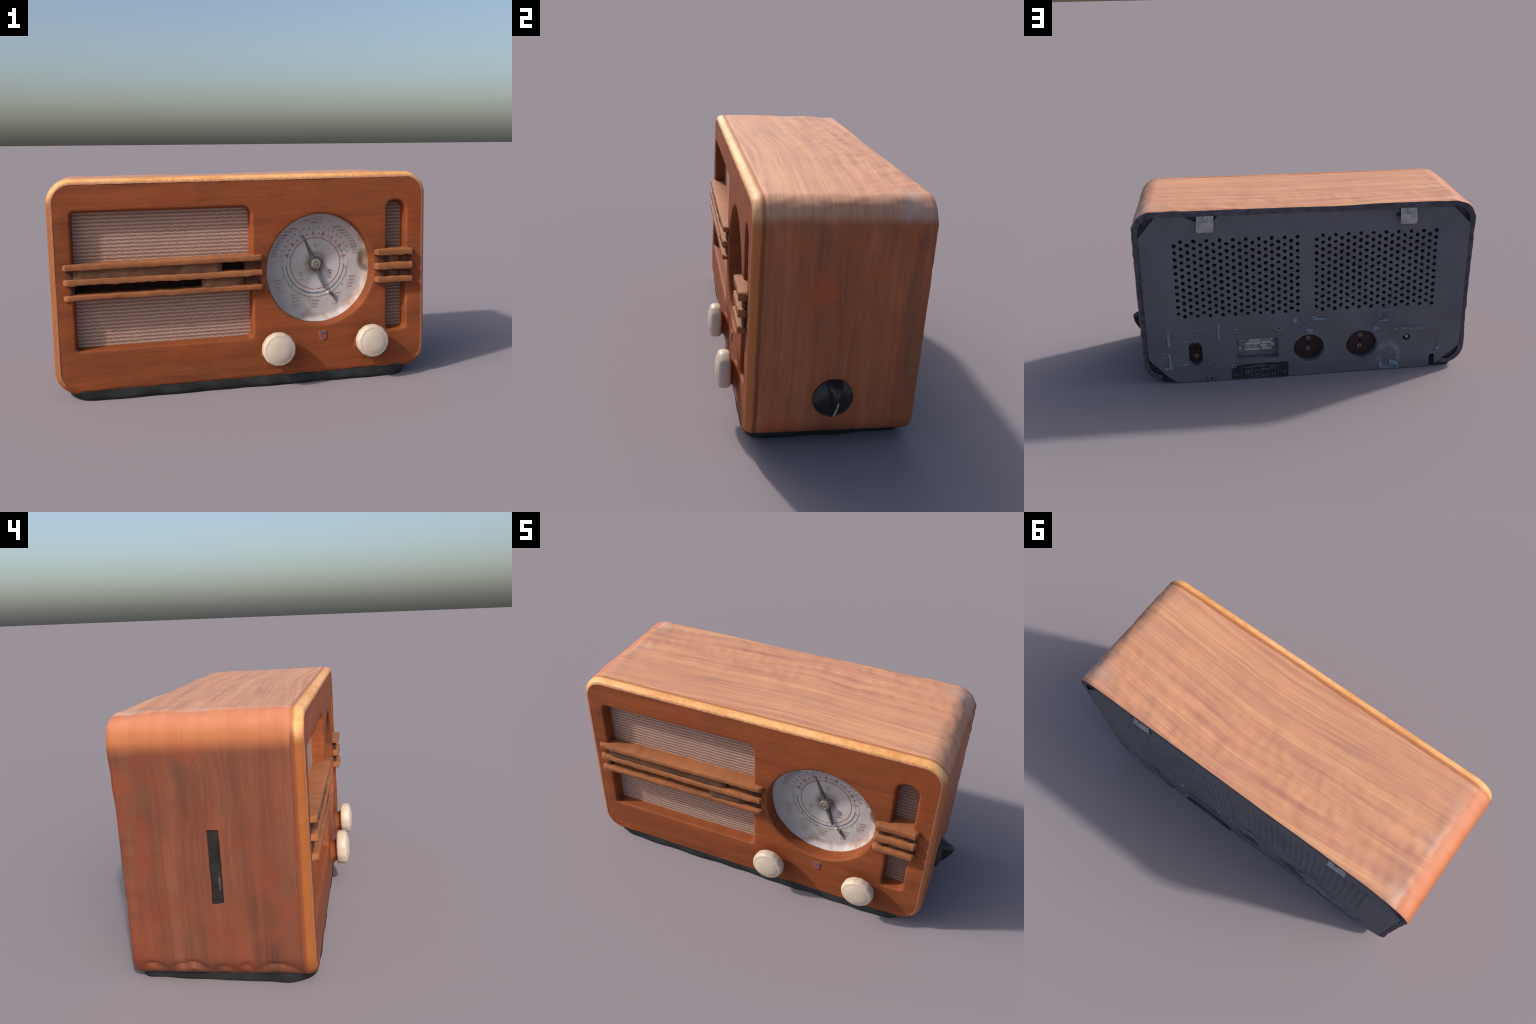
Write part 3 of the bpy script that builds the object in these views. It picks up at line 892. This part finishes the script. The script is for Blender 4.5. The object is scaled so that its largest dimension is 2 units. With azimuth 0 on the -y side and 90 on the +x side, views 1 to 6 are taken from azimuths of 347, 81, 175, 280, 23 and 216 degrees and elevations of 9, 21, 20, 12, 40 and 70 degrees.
# ------------------------------------------------------------------ badge under the dial
def badge():
    def sh(s):
        pts = [(-0.021, 0.026), (0.021, 0.026), (0.022, 0.0), (0.019, -0.014), (0.011, -0.024), (0.0, -0.029), (-0.011, -0.024), (-0.019, -0.014), (-0.022, 0.0)]
        return [(0.351 + x * s, 0.232 + z * s) for x, z in pts]
    B = Builder()
    B.ring_stack([[(x, FY + 0.003, z) for x, z in sh(1.06)], [(x, FY - 0.003, z) for x, z in sh(1.0)], [(x, FY - 0.0042, z) for x, z in sh(0.9)]], True, False, True)
    add("badge", B.mesh("badge"), plain("badge_bronze", (0.20, 0.085, 0.06), 0.55, 0.3, 0.3, 60), angle=40)
    b = Builder()
    polygon(b, [(x, z) for x, z in sh(0.82) if z < 0.232] + [(0.334, 0.236), (0.368, 0.236)], FY - 0.0042)
    add("badge_field", b.mesh("badge_field"), plain("badge_red", (0.25, 0.07, 0.065), 0.55, 0.3, 0.3, 60))
    b = Builder()
    for zz in (0.250, 0.244):
        ribbon(b, [(0.335, zz), (0.345, zz + 0.003), (0.357, zz - 0.003), (0.368, zz)], 0.0035, FY - 0.0042)
    add("badge_stripe", b.mesh("badge_stripe"), plain("badge_violet", (0.13, 0.085, 0.11), 0.55, 0.3))


badge()

# ------------------------------------------------------------------ black switch on the right cheek
def switch():
    sw = bpy.data.objects.new("side_switch", None)
    bpy.context.scene.collection.objects.link(sw); sw.parent = root
    sw.location, sw.rotation_euler = (0.919, 0.044, 0.238), (0, 0, pi / 2)       # revolve axis -y turns to +x
    disc = revolve([(0.082, -0.004), (0.084, 0.002), (0.0825, 0.008), (0.078, 0.011), (0.0765, 0.010), (0.075, 0.013), (0.066, 0.018), (0.04, 0.025), (0.004, 0.029)], 56)
    add("switch_disc", disc.mesh("switch_disc"), m_black, sw)
    B = Builder()
    rings = []
    # section of the pointer fin, from its round top to the narrow bottom
    for z, h, w in ((0.083, 0.010, 0.014), (0.079, 0.030, 0.019), (0.071, 0.056, 0.021), (0.061, 0.072, 0.0205), (0.050, 0.0785, 0.019), (0.036, 0.0775, 0.017), (0.020, 0.0735, 0.015), (0.0, 0.066, 0.0125), (-0.020, 0.055, 0.0105), (-0.040, 0.0425, 0.009), (-0.060, 0.029, 0.008), (-0.078, 0.0145, 0.007), (-0.089, 0.004, 0.005)):
        ring = []
        for i in range(11):
            a = pi * i / 10
            ring.append((w * 1.85 * cos(a) * (1 - 0.55 * sin(a)) + 0.002, -h * sin(a) ** 0.7 if 0 < i < 10 else 0.0, z))
        rings.append(ring)
    B.ring_stack(rings, True, True, True)
    add("switch_pointer", B.mesh("switch_pointer"), m_black, sw, angle=50)
    L = Builder()
    rr = []
    for z, h in ((0.018, 0.0725), (0.0, 0.066), (-0.020, 0.055), (-0.040, 0.0425), (-0.060, 0.029), (-0.078, 0.0145)):
        w = 0.0030 + 0.001 * sin(z * 300)
        rr.append([(0.006 - w, -h + 0.002, z), (0.006 - w, -h - 0.0012, z), (0.006 + w, -h - 0.0012, z), (0.006 + w, -h + 0.002, z)])
    L.ring_stack(rr, True, True, True)
    add("switch_mark", L.mesh("switch_mark"), m_cream, sw)


switch()

# ------------------------------------------------------------------ back board
PY = 0.3835                     # face of the board before it is set out from the shell
SY = PY - 0.050                 # sunk socket plates
HOLES = []


def back():
    bo = []
    bo.append([(0.725, 0.006), (0.775, 0.044), (0.884, 0.168), (0.8845, 0.912), (0.788, 1.0225), (0.640, 1.0225), (0.580, 0.992), (0.472, 0.995), (0.452, 1.022),
               (-0.535, 1.0215), (-0.555, 1.000), (-0.640, 0.998), (-0.655, 1.020), (-0.852, 1.0185), (-0.949, 0.922), (-0.945, 0.156), (-0.828, 0.046), (-0.803, 0.032), (-0.803, 0.085), (-0.798, 0.094), (-0.776, 0.094), (-0.771, 0.085), (-0.771, 0.013)])
    outer = bo[0]
    dense = []
    for i, p in enumerate(outer):
        q = outer[(i + 1) % len(outer)]
        n = max(1, int(hypot(q[0] - p[0], q[1] - p[1]) / 0.03))
        dense += [(p[0] + (q[0] - p[0]) * t / n, p[1] + (q[1] - p[1]) * t / n) for t in range(n)]
    outer = dense
    holes = []
    for xa, xb in ((0.697, 0.021), (-0.0865, -0.7635)):
        for c in range(20):
            x = xa + (xb - xa) * c / 19
            odd = c % 2 == 0
            cnt = 11 if odd else 12
            for r in range(cnt):
                z = (0.859 if odd else 0.8805) - r * 0.0407 - 0.0003 * c * 0
                rr = rng.uniform(0.0138, 0.0156)
                ph = rng.random() * tau
                e = rng.uniform(0.0, 0.14)
                holes.append([(x + rr * (1 + e * cos(2 * (a - ph))) * cos(a) + 0, z + rr * (1 + e * cos(2 * (a - ph))) * sin(a)) for a in [tau * i / 10 for i in range(10)]])
    HOLES.extend(holes)
    ov = rrect(0.575, 0.656, 0.108, 0.268, 0.0395, 0, 0.02, 9)
    c1 = [(x + lump((x, 0, z), 30, 0.003), z + lump((x, 1, z), 30, 0.003)) for x, z in circle(-0.044, 0.184, 0.0925, 56)]
    c2 = [(x + lump((x, 0, z), 30, 0.002), z + lump((x, 1, z), 30, 0.002)) for x, z in circle(-0.357, 0.187, 0.0935, 56)]
    c3 = circle(-0.628, 0.2175, 0.0245, 20)
    lab = rrect(0.134, 0.379, 0.132, 0.270, 0.006, 0, 0.03, 3)
    big = [ov, c1, c2, c3, lab]

    def shrink(loop, d):
        cx = sum(p[0] for p in loop) / len(loop); cz = sum(p[1] for p in loop) / len(loop)
        out = []
        for x, z in loop:
            l = hypot(x - cx, z - cz)
            out.append((cx + (x - cx) * (l - d) / l, cz + (z - cz) * (l - d) / l))
        return out
    allh = holes + big
    ext = [(-0.93 + 0.06 * i, 0.05 + 0.06 * j) for i in range(31) for j in range(16)]
    ext = [p for p in ext if inside(p, outer) and not any(inside(p, h) for h in allh) and not any((-0.79 < p[0] < 0.72 and 0.40 < p[1] < 0.90) for _ in (0,))]
    pts, fs = pierced(outer, allh, ext)
    B = Builder()
    def py(x, z):
        dip = 0.012 * math.exp(-((x + 0.36) / 0.36) ** 2 - ((z - 0.72) / 0.24) ** 2)
        return PY - dip - 0.007 * smooth(0.35, 0.9, z) - 0.009 * smooth(0.86, 0.97, z) - 0.008 * smooth(0.1, -0.5, x) * smooth(-0.93, -0.75, x) - 0.002 * smooth(0.4, 0.2, z) + 0.010 * smooth(-0.72, -0.92, x) * smooth(0.75, 0.93, z) + lump((x, 4, z), 3, 0.0008)
    B.v = [(x, py(x, z), z) for x, z in pts]
    B.f = [tuple(reversed(f)) for f in fs]
    for h in holes:
        B.ring_stack([[(x, py(x, z), z) for x, z in h], [(x, py(x, z) - 0.0035, z) for x, z in shrink(h, 0.0036)], [(x, py(x, z) - 0.010, z) for x, z in shrink(h, 0.0042)]], True)
    for h in big:
        B.ring_stack([[(x, py(x, z), z) for x, z in h], [(x, py(x, z) - 0.003, z) for x, z in shrink(h, 0.0022)], [(x, SY + 0.001, z) for x, z in shrink(h, 0.0026)]], True)
    B.ring_stack([[(x, py(x, z), z) for x, z in outer], [(x, py(x, z) - 0.010, z) for x, z in outer]], True)
    m = recalc(mesh_of("back_board", B.v, B.f))
    b = add("back_board", m, m_back, None, (0, 0.023, 0.005), angle=35)
    # added dark plate standing for the unlit space behind
    D = Builder()
    loop = rrect(X0, X1, Z0, Z1, RC, THICK + 0.001, 0.05, 8)
    D.ring_stack([[(x, 0.322, max(z, 0.05)) for x, z in loop], [(x, 0.318, max(z, 0.05)) for x, z in loop]], True, True, True)
    add("dark_backing", D.mesh("dark_backing"), m_dark)
    for xa, xb in ((0.715, 0.003), (-0.068, -0.782)):
        c = Builder()
        c.ring_stack([[(xa + (xb - xa) * i / 20, py(xa + (xb - xa) * i / 20, zz) - 0.0095, zz) for i in range(21)] for zz in [0.40 + 0.025 * q for q in range(21)]], False)
        add("vent_backing", c.mesh("vent_backing"), m_dark, b)  # dark sheet added behind the vents so the holes read dark
    # grey infill added in the gaps behind the chamfers
    inn = rrect(X0, X1, Z0, Z1, RC, THICK - 0.001, 0.01, 16)
    for ca, cb, f in (((0.70, 0.98), None, lambda p: p[0] > 0.70 and p[1] > 0.84), (None, None, lambda p: p[0] < -0.78 and p[1] > 0.84), (None, None, lambda p: p[0] < -0.76 and p[1] < 0.22), (None, None, lambda p: p[0] > 0.70 and p[1] < 0.22)):
        loop = [p for p in inn if f(p)]
        c = Builder()
        cx = sum(p[0] for p in loop) / len(loop)
        c.ring_stack([[(x, 0.356, z) for x, z in loop], [(x, 0.382 + lump((x, 3, z), 20, 0.004), z) for x, z in loop]], True, True, True)
        add("corner_infill", c.mesh("corner_infill"), m_corner)
    for xa, xb in ((0.44, 0.655), (-0.67, -0.53)):
        c = Builder(); c.box(xa, xb, 0.356, 0.380, 0.975, 1.0255)
        add("notch_backing", c.mesh("notch_backing"), m_corner)  # grey plate added behind the clip notch to keep it from reading black
    return b


board = back()


def back_fittings():
    # socket plates with their pins
    for name, loop, pins in (("socket_plate", rrect(0.566, 0.665, 0.10, 0.276, 0.045, 0, 0.03, 6), ((0.616, 0.245), (0.614, 0.200), (0.611, 0.155))),
                             ("socket_plate", circle(-0.044, 0.184, 0.099, 40), ((-0.046, 0.232), (-0.046, 0.196), (-0.045, 0.162))),
                             ("socket_plate", circle(-0.357, 0.187, 0.100, 40), ((-0.354, 0.232), (-0.354, 0.196), (-0.352, 0.160)))):
        B = Builder()
        B.ring_stack([[(x, SY, z) for x, z in loop], [(x, (SY + 0.003), z) for x, z in loop]], True, True, True)
        o = add(name, B.mesh(name), m_maroon, board)
        for i, (x, z) in enumerate(pins):
            P = Builder()
            n = 16
            big = (0.0125, 0.0075, 0.0135)[i]
            P.ring_stack([[(x + r * cos(tau * q / n), y, z + r * sin(tau * q / n)) for q in range(n)] for r, y in ((big, SY + 0.0025), (big * 0.9, SY + 0.006), (big * 0.55, SY + 0.0065), (big * 0.5, SY + 0.0027))], True)
            add("pin_socket", P.mesh("pin_socket"), m_metal if i != 1 else m_dark, o)
    P = Builder(); n = 16
    P.ring_stack([[(-0.629 + r * cos(tau * q / n), y, 0.219 + r * sin(tau * q / n)) for q in range(n)] for r, y in ((0.013, PY - 0.03), (0.012, PY - 0.020), (0.008, PY - 0.0165), (0.001, PY - 0.016))], True)
    add("adjusting_screw", P.mesh("adjusting_screw"), m_metal, board, angle=25)
    for x, z, r in ((0.383, 0.3275, 0.0125), (0.130, 0.330, 0.0125), (0.398, 0.096, 0.013)):
        S = Builder()
        S.ring_stack([[(x + q * cos(tau * i / 18), y, z + q * sin(tau * i / 18)) for i in range(18)] for q, y in ((r, PY - 0.001), (r * 0.92, PY + 0.0035), (r * 0.55, PY + 0.0042), (r * 0.42, PY + 0.001), (0.0004, PY + 0.001))], True)
        o = add("screw", S.mesh("screw"), m_metal, board, angle=40)
        H = Builder(); polygon(H, circle(x, z, r * 0.44, 14), PY + 0.0012, flip=-1)
        add("screw_dark_centre", H.mesh("screw_dark_centre"), m_dark, o)  # dark disc added in the screw's recess
    # hinge clips at the top edge
    for cx, tilt in ((0.522, 0.06), (-0.598, -0.02)):
        C = Builder()
        rings = []
        for z, y in ((1.030, 0.386), (1.004, 0.389), (0.990, 0.391), (0.985, 0.397), (0.975, 0.399), (0.962, 0.396), (0.950, 0.3945), (0.937, 0.3925), (0.928, 0.3885)):
            w = 0.046 if z > 0.988 else 0.0475
            if z < 0.935:
                w = 0.040
            rings.append([(-w, y - 0.0035, z), (-w, y, z), (w, y, z), (w, y - 0.0035, z)])
        C.ring_stack([[(cx + x + tilt * (1.0 - z), y, z) for x, y, z in [(a, b - 0.018, c) for a, b, c in r]] for r in rings], True, True, True)
        o = add("hinge_clip", C.mesh("hinge_clip"), plain("clip_steel", (0.38, 0.37, 0.375), 0.5, 0.4, 0.25, 30, metal=0.15), board, angle=25)
        S = Builder()
        S.ring_stack([[(cx + r * cos(tau * i / 18), y - 0.018, 1.006 + r * sin(tau * i / 18)) for i in range(18)] for r, y in ((0.018, 0.387), (0.0175, 0.392), (0.012, 0.396), (0.003, 0.3975))], True, False, True)
        add("clip_screw", S.mesh("clip_screw"), m_metal, o)
    T = Builder(); T.box(0.512, 0.556, PY - 0.001, PY + 0.006, 0.0155, 0.052)
    o = add("foot_clip", T.mesh("foot_clip", 0.003), m_back, board)
    S = Builder(); polygon(S, circle(0.530, 0.028, 0.006, 14), PY + 0.006, flip=-1)
    add("clip_dark_spot", S.mesh("clip_dark_spot"), m_dark, o)  # dark disc set on the clip, nothing is cut
    # maker's plate sunk in its window
    B = Builder(); B.box(0.128, 0.386, PY - 0.056, PY - 0.0525, 0.124, 0.278)
    pl = add("name_plate", B.mesh("name_plate"), m_plate, board)
    y = PY - 0.0525
    Q, Kk = Builder(), Builder()
    fx = lambda u: 0.366 - u * 0.226                         # u runs left to right as seen from behind
    for u0, u1, v0, v1 in ((0.27, 0.57, 0.225, 0.246), (0.20, 0.57, 0.205, 0.223), (0.60, 0.85, 0.208, 0.226), (0.57, 0.74, 0.186, 0.204), (0.15, 0.56, 0.168, 0.181), (0.60, 0.86, 0.170, 0.183), (0.80, 0.89, 0.230, 0.247), (0.0, 0.08, 0.178, 0.196), (0.84, 0.93, 0.192, 0.214)):
        polygon(Q, [(fx(u0), v0), (fx(u1), v0), (fx(u1), v1), (fx(u0), v1)], y, flip=-1)
    add("plate_fields", Q.mesh("plate_fields"), m_plate_pale, pl, angle=0)
    for u, v, w in ((0.12, 0.234, 0.05), (0.68, 0.238, 0.05), (0.10, 0.214, 0.04), (0.78, 0.196, 0.03), (0.05, 0.168, 0.03)):
        scribble(Kk, fx(u), v, w, 0.010, y, flip=-1, sx=-1)
    for u, v, w in ((0.42, 0.236, 0.03), (0.36, 0.175, 0.07), (0.72, 0.177, 0.05)):
        scribble(Kk, fx(u), v, w, 0.007, y + 0.0012, flip=-1, sx=-1)
    o = add("plate_lettering", Kk.mesh("plate_lettering"), m_plate_pale, pl, angle=0); o["kind"] = "stuff"
    text("plate_name", "PHILIPS", (fx(0.33), y, 0.193), 0.0215, m_plate_pale, pl, back=True)
    # wiring sticker at the foot
    B = Builder()
    B.ring_stack([[(x, PY + 0.0005, z) for x, z in ((0.412, 0.0135), (0.080, 0.0125), (0.078, 0.100), (0.09, 0.108), (0.330, 0.105), (0.405, 0.096))], [(x, PY + 0.0028, z) for x, z in ((0.412, 0.0135), (0.080, 0.0125), (0.078, 0.100), (0.09, 0.108), (0.330, 0.105), (0.405, 0.096))]], True, True, True)
    st = add("wiring_sticker", B.mesh("wiring_sticker"), m_sticker, board)
    y = PY + 0.0028
    L = Builder()
    for pts in ([(0.355, 0.014), (0.357, 0.05), (0.352, 0.084), (0.24, 0.088), (0.14, 0.087), (0.136, 0.06), (0.140, 0.016)],
                [(0.335, 0.016), (0.333, 0.064), (0.22, 0.070), (0.158, 0.070), (0.155, 0.045), (0.165, 0.03)],
                [(0.300, 0.074), (0.284, 0.092)], [(0.245, 0.090), (0.222, 0.062), (0.195, 0.062), (0.185, 0.078), (0.165, 0.086)],
                [(0.310, 0.062), (0.312, 0.036)], [(0.290, 0.062), (0.290, 0.036)]):
        ribbon(L, pts, 0.0022, y, flip=-1)
    for x, z, r in ((0.322, 0.052, 0.008), (0.264, 0.050, 0.013), (0.236, 0.058, 0.008), (0.300, 0.026, 0.010), (0.272, 0.024, 0.006), (0.255, 0.026, 0.010), (0.232, 0.027, 0.008), (0.205, 0.028, 0.010), (0.168, 0.030, 0.009)):
        ribbon(L, circle(x, z, r, 14), 0.0022, y, True, flip=-1)
    scribble(L, 0.244, 0.096, 0.068, 0.010, y, flip=-1, sx=-1)
    scribble(L, 0.380, 0.038, 0.040, 0.012, y, flip=-1, sx=-1)
    scribble(L, 0.108, 0.044, 0.038, 0.012, y, flip=-1, sx=-1)
    add("sticker_diagram", L.mesh("sticker_diagram"), m_stickerink, st, angle=0)


def text(name, s, loc, size, mat, parent, back=False):
    c = bpy.data.curves.new(name, "FONT")
    c.body = s; c.size = size; c.align_x = "CENTER"; c.align_y = "CENTER"; c.extrude = 0.0006; c.space_character = 1.15; c.resolution_u = 3
    c.offset = 0.0006
    t = bpy.data.objects.new(name, c)
    bpy.context.scene.collection.objects.link(t)
    dg = bpy.context.evaluated_depsgraph_get()
    m = bpy.data.meshes.new_from_object(t.evaluated_get(dg), depsgraph=dg)
    bpy.data.objects.remove(t)
    m.materials.clear()
    M = Matrix.Rotation(pi, 4, "Z") @ Matrix.Rotation(pi / 2, 4, "X") if back else Matrix.Rotation(pi / 2, 4, "X")
    m.transform(Matrix.Translation(loc) @ M)
    return add(name, m, mat, parent, angle=0)


back_fittings()


def back_drawings():
    """Pale blue printed pictograms above the sockets."""
    y = PY + 0.0022
    F = dict(flip=-1)
    A = Builder()
    o = 0.012
    def line(pts, w=0.0030):
        ribbon(A, [(x, z + o) for x, z in pts], w, y - 0.0018, thick=0.0022, **F)
    def blob(pts):
        polygon(A, [(x, z + o) for x, z in pts], y - 0.0018, thick=0.0022, **F)
    def ell(cx, cz, a, b, rot=0.0, w=0.0028):
        line([(cx + a * cos(t) * cos(rot) - b * sin(t) * sin(rot), cz + a * cos(t) * sin(rot) + b * sin(t) * cos(rot)) for t in [tau * i / 20 for i in range(21)]], w)
    # aerial between two poles
    blob([(0.770, 0.318), (0.756, 0.318), (0.753, 0.236), (0.768, 0.236)])
    ell(0.763, 0.325, 0.007, 0.007, 0, 0.006)
    blob([(0.483, 0.350), (0.470, 0.350), (0.469, 0.264), (0.486, 0.264)])
    ell(0.476, 0.357, 0.008, 0.007, 0, 0.006)
    line([(0.755, 0.315), (0.749, 0.315)]); ell(0.737, 0.316, 0.012, 0.006, -0.25)
    line([(0.725, 0.318), (0.690, 0.322), (0.65, 0.328), (0.60, 0.333), (0.56, 0.338), (0.521, 0.343)], 0.0026)
    ell(0.508, 0.346, 0.013, 0.007, -0.3); line([(0.496, 0.348), (0.487, 0.349)])
    line([(0.709, 0.320), (0.706, 0.300), (0.704, 0.282), (0.690, 0.275), (0.676, 0.267)], 0.0028)
    blob([(0.676, 0.272), (0.664, 0.269), (0.650, 0.262), (0.654, 0.255), (0.668, 0.262), (0.678, 0.264)])
    # aerial and earth signs
    line([(0.543, 0.276), (0.544, 0.225)]); line([(0.564, 0.270), (0.554, 0.260), (0.544, 0.252)]); line([(0.544, 0.252), (0.532, 0.262), (0.522, 0.272)])
    line([(0.540, 0.140), (0.541, 0.118)]); line([(0.558, 0.118), (0.540, 0.120), (0.523, 0.122)]); line([(0.548, 0.108), (0.534, 0.109)])
    # tap and earth pipe
    blob([(0.772, 0.196), (0.757, 0.196), (0.756, 0.132), (0.752, 0.130), (0.749, 0.086), (0.772, 0.085), (0.772, 0.128), (0.767, 0.140)])
    blob([(0.800, 0.098), (0.774, 0.100), (0.774, 0.088), (0.803, 0.084)])
    line([(0.776, 0.172), (0.800, 0.174), (0.822, 0.163), (0.836, 0.150), (0.822, 0.150), (0.806, 0.158), (0.790, 0.152), (0.776, 0.160)], 0.004)
    line([(0.806, 0.192), (0.776, 0.194)], 0.005); line([(0.792, 0.192), (0.792, 0.176)], 0.004)
    line([(0.748, 0.111), (0.720, 0.112), (0.69, 0.114)], 0.0024); blob([(0.692, 0.118), (0.660, 0.121), (0.658, 0.113), (0.692, 0.110)])
    # record pick-up
    blob([(0.068, 0.341), (0.052, 0.352), (0.048, 0.384), (0.026, 0.384), (0.022, 0.364), (0.030, 0.354), (0.048, 0.350)])
    line([(0.026, 0.379), (-0.02, 0.380), (-0.062, 0.380)], 0.0024); line([(0.026, 0.370), (-0.02, 0.372), (-0.062, 0.372)], 0.0024)
    blob([(-0.058, 0.384), (-0.078, 0.384), (-0.082, 0.374), (-0.150, 0.367), (-0.152, 0.361), (-0.06, 0.357), (-0.058, 0.366), (-0.070, 0.370)])
    ell(-0.088, 0.383, 0.008, 0.006)
    line([(0.044, 0.345), (0.042, 0.328), (0.032, 0.314), (0.016, 0.309), (-0.01, 0.318), (-0.035, 0.328), (-0.054, 0.332), (-0.074, 0.320), (-0.068, 0.306)], 0.003)
    blob([(-0.030, 0.305), (-0.068, 0.305), (-0.062, 0.278), (-0.040, 0.278), (-0.036, 0.290), (-0.024, 0.292)])
    # extension loudspeaker
    line([(-0.446, 0.398), (-0.480, 0.402), (-0.521, 0.398), (-0.519, 0.372), (-0.521, 0.352), (-0.512, 0.336), (-0.48, 0.333), (-0.45, 0.334), (-0.440, 0.345), (-0.446, 0.372), (-0.446, 0.398)], 0.0032)
    ell(-0.482, 0.367, 0.026, 0.028, 0, 0.0032)
    blob([(-0.448, 0.325), (-0.514, 0.329), (-0.511, 0.333), (-0.450, 0.330)])
    line([(-0.470, 0.325), (-0.462, 0.313), (-0.43, 0.306), (-0.405, 0.302), (-0.390, 0.288), (-0.388, 0.276), (-0.396, 0.274), (-0.412, 0.286), (-0.425, 0.293)], 0.0030)
    blob([(-0.420, 0.292), (-0.438, 0.298), (-0.448, 0.296), (-0.444, 0.287), (-0.456, 0.285), (-0.452, 0.274), (-0.440, 0.280), (-0.436, 0.270), (-0.420, 0.270)])
    # little wheel and arrow over the notch
    ell(-0.826, 0.167, 0.013, 0.016, 0, 0.0045)
    line([(-0.820, 0.165), (-0.832, 0.169)], 0.005)
    blob([(-0.797, 0.141), (-0.806, 0.137), (-0.812, 0.145), (-0.816, 0.137), (-0.830, 0.140), (-0.815, 0.114)])
    line([(-0.816, 0.113), (-0.805, 0.103), (-0.788, 0.098)], 0.0026)
    # smear of pale paint around the foot
    blob([(-0.525, 0.062), (-0.520, 0.085), (-0.530, 0.070), (-0.560, 0.058), (-0.582, 0.045), (-0.586, 0.010), (-0.572, 0.006), (-0.566, 0.030), (-0.53, 0.034)])
    blob([(-0.462, 0.06), (-0.468, 0.02), (-0.49, 0.012), (-0.505, 0.018), (-0.486, 0.026), (-0.478, 0.062)])
    d = add("pictogram", A.mesh("pictogram"), m_chalk, board, angle=0)
    d["kind"] = "stuff"
    text("filter_lettering", "FILTER DE RED", (-0.632, y - 0.0005, 0.282), 0.0235, m_chalk, board, back=True)


back_drawings()

# ------------------------------------------------------------------ base pad under the cabinet
def base():
    B = Builder()
    rings = []
    for inset, h in ((-0.026, 0.062), (-0.022, 0.046), (-0.014, 0.030), (-0.004, 0.016), (0.0, 0.004), (0.006, 0.0), (0.2, 0.0)):
        pl = rrect(-0.914, 0.832, -0.319, 0.378, (0.13, 0.10, 0.06, 0.06), inset, 0.025, 12)
        ring = []
        for x, y in pl:
            w = 0.010 if inset < 0.1 else 0
            g = 0.0314 * y - 0.0052 * x
            ring.append((x + lump((x, y, 0), 8, w), max(-0.307, min(0.384, y + 0.0173 + lump((x, y, 2), 8, w))), g + 0.0005 + h + 0.25 * h * mnoise.noise(Vector((x * 12, y * 12, 0)))))
        rings.append(ring)
    B.ring_stack(rings, True, True, True)
    add("base_pad", B.mesh("base_pad"), m_base, angle=60)


base()
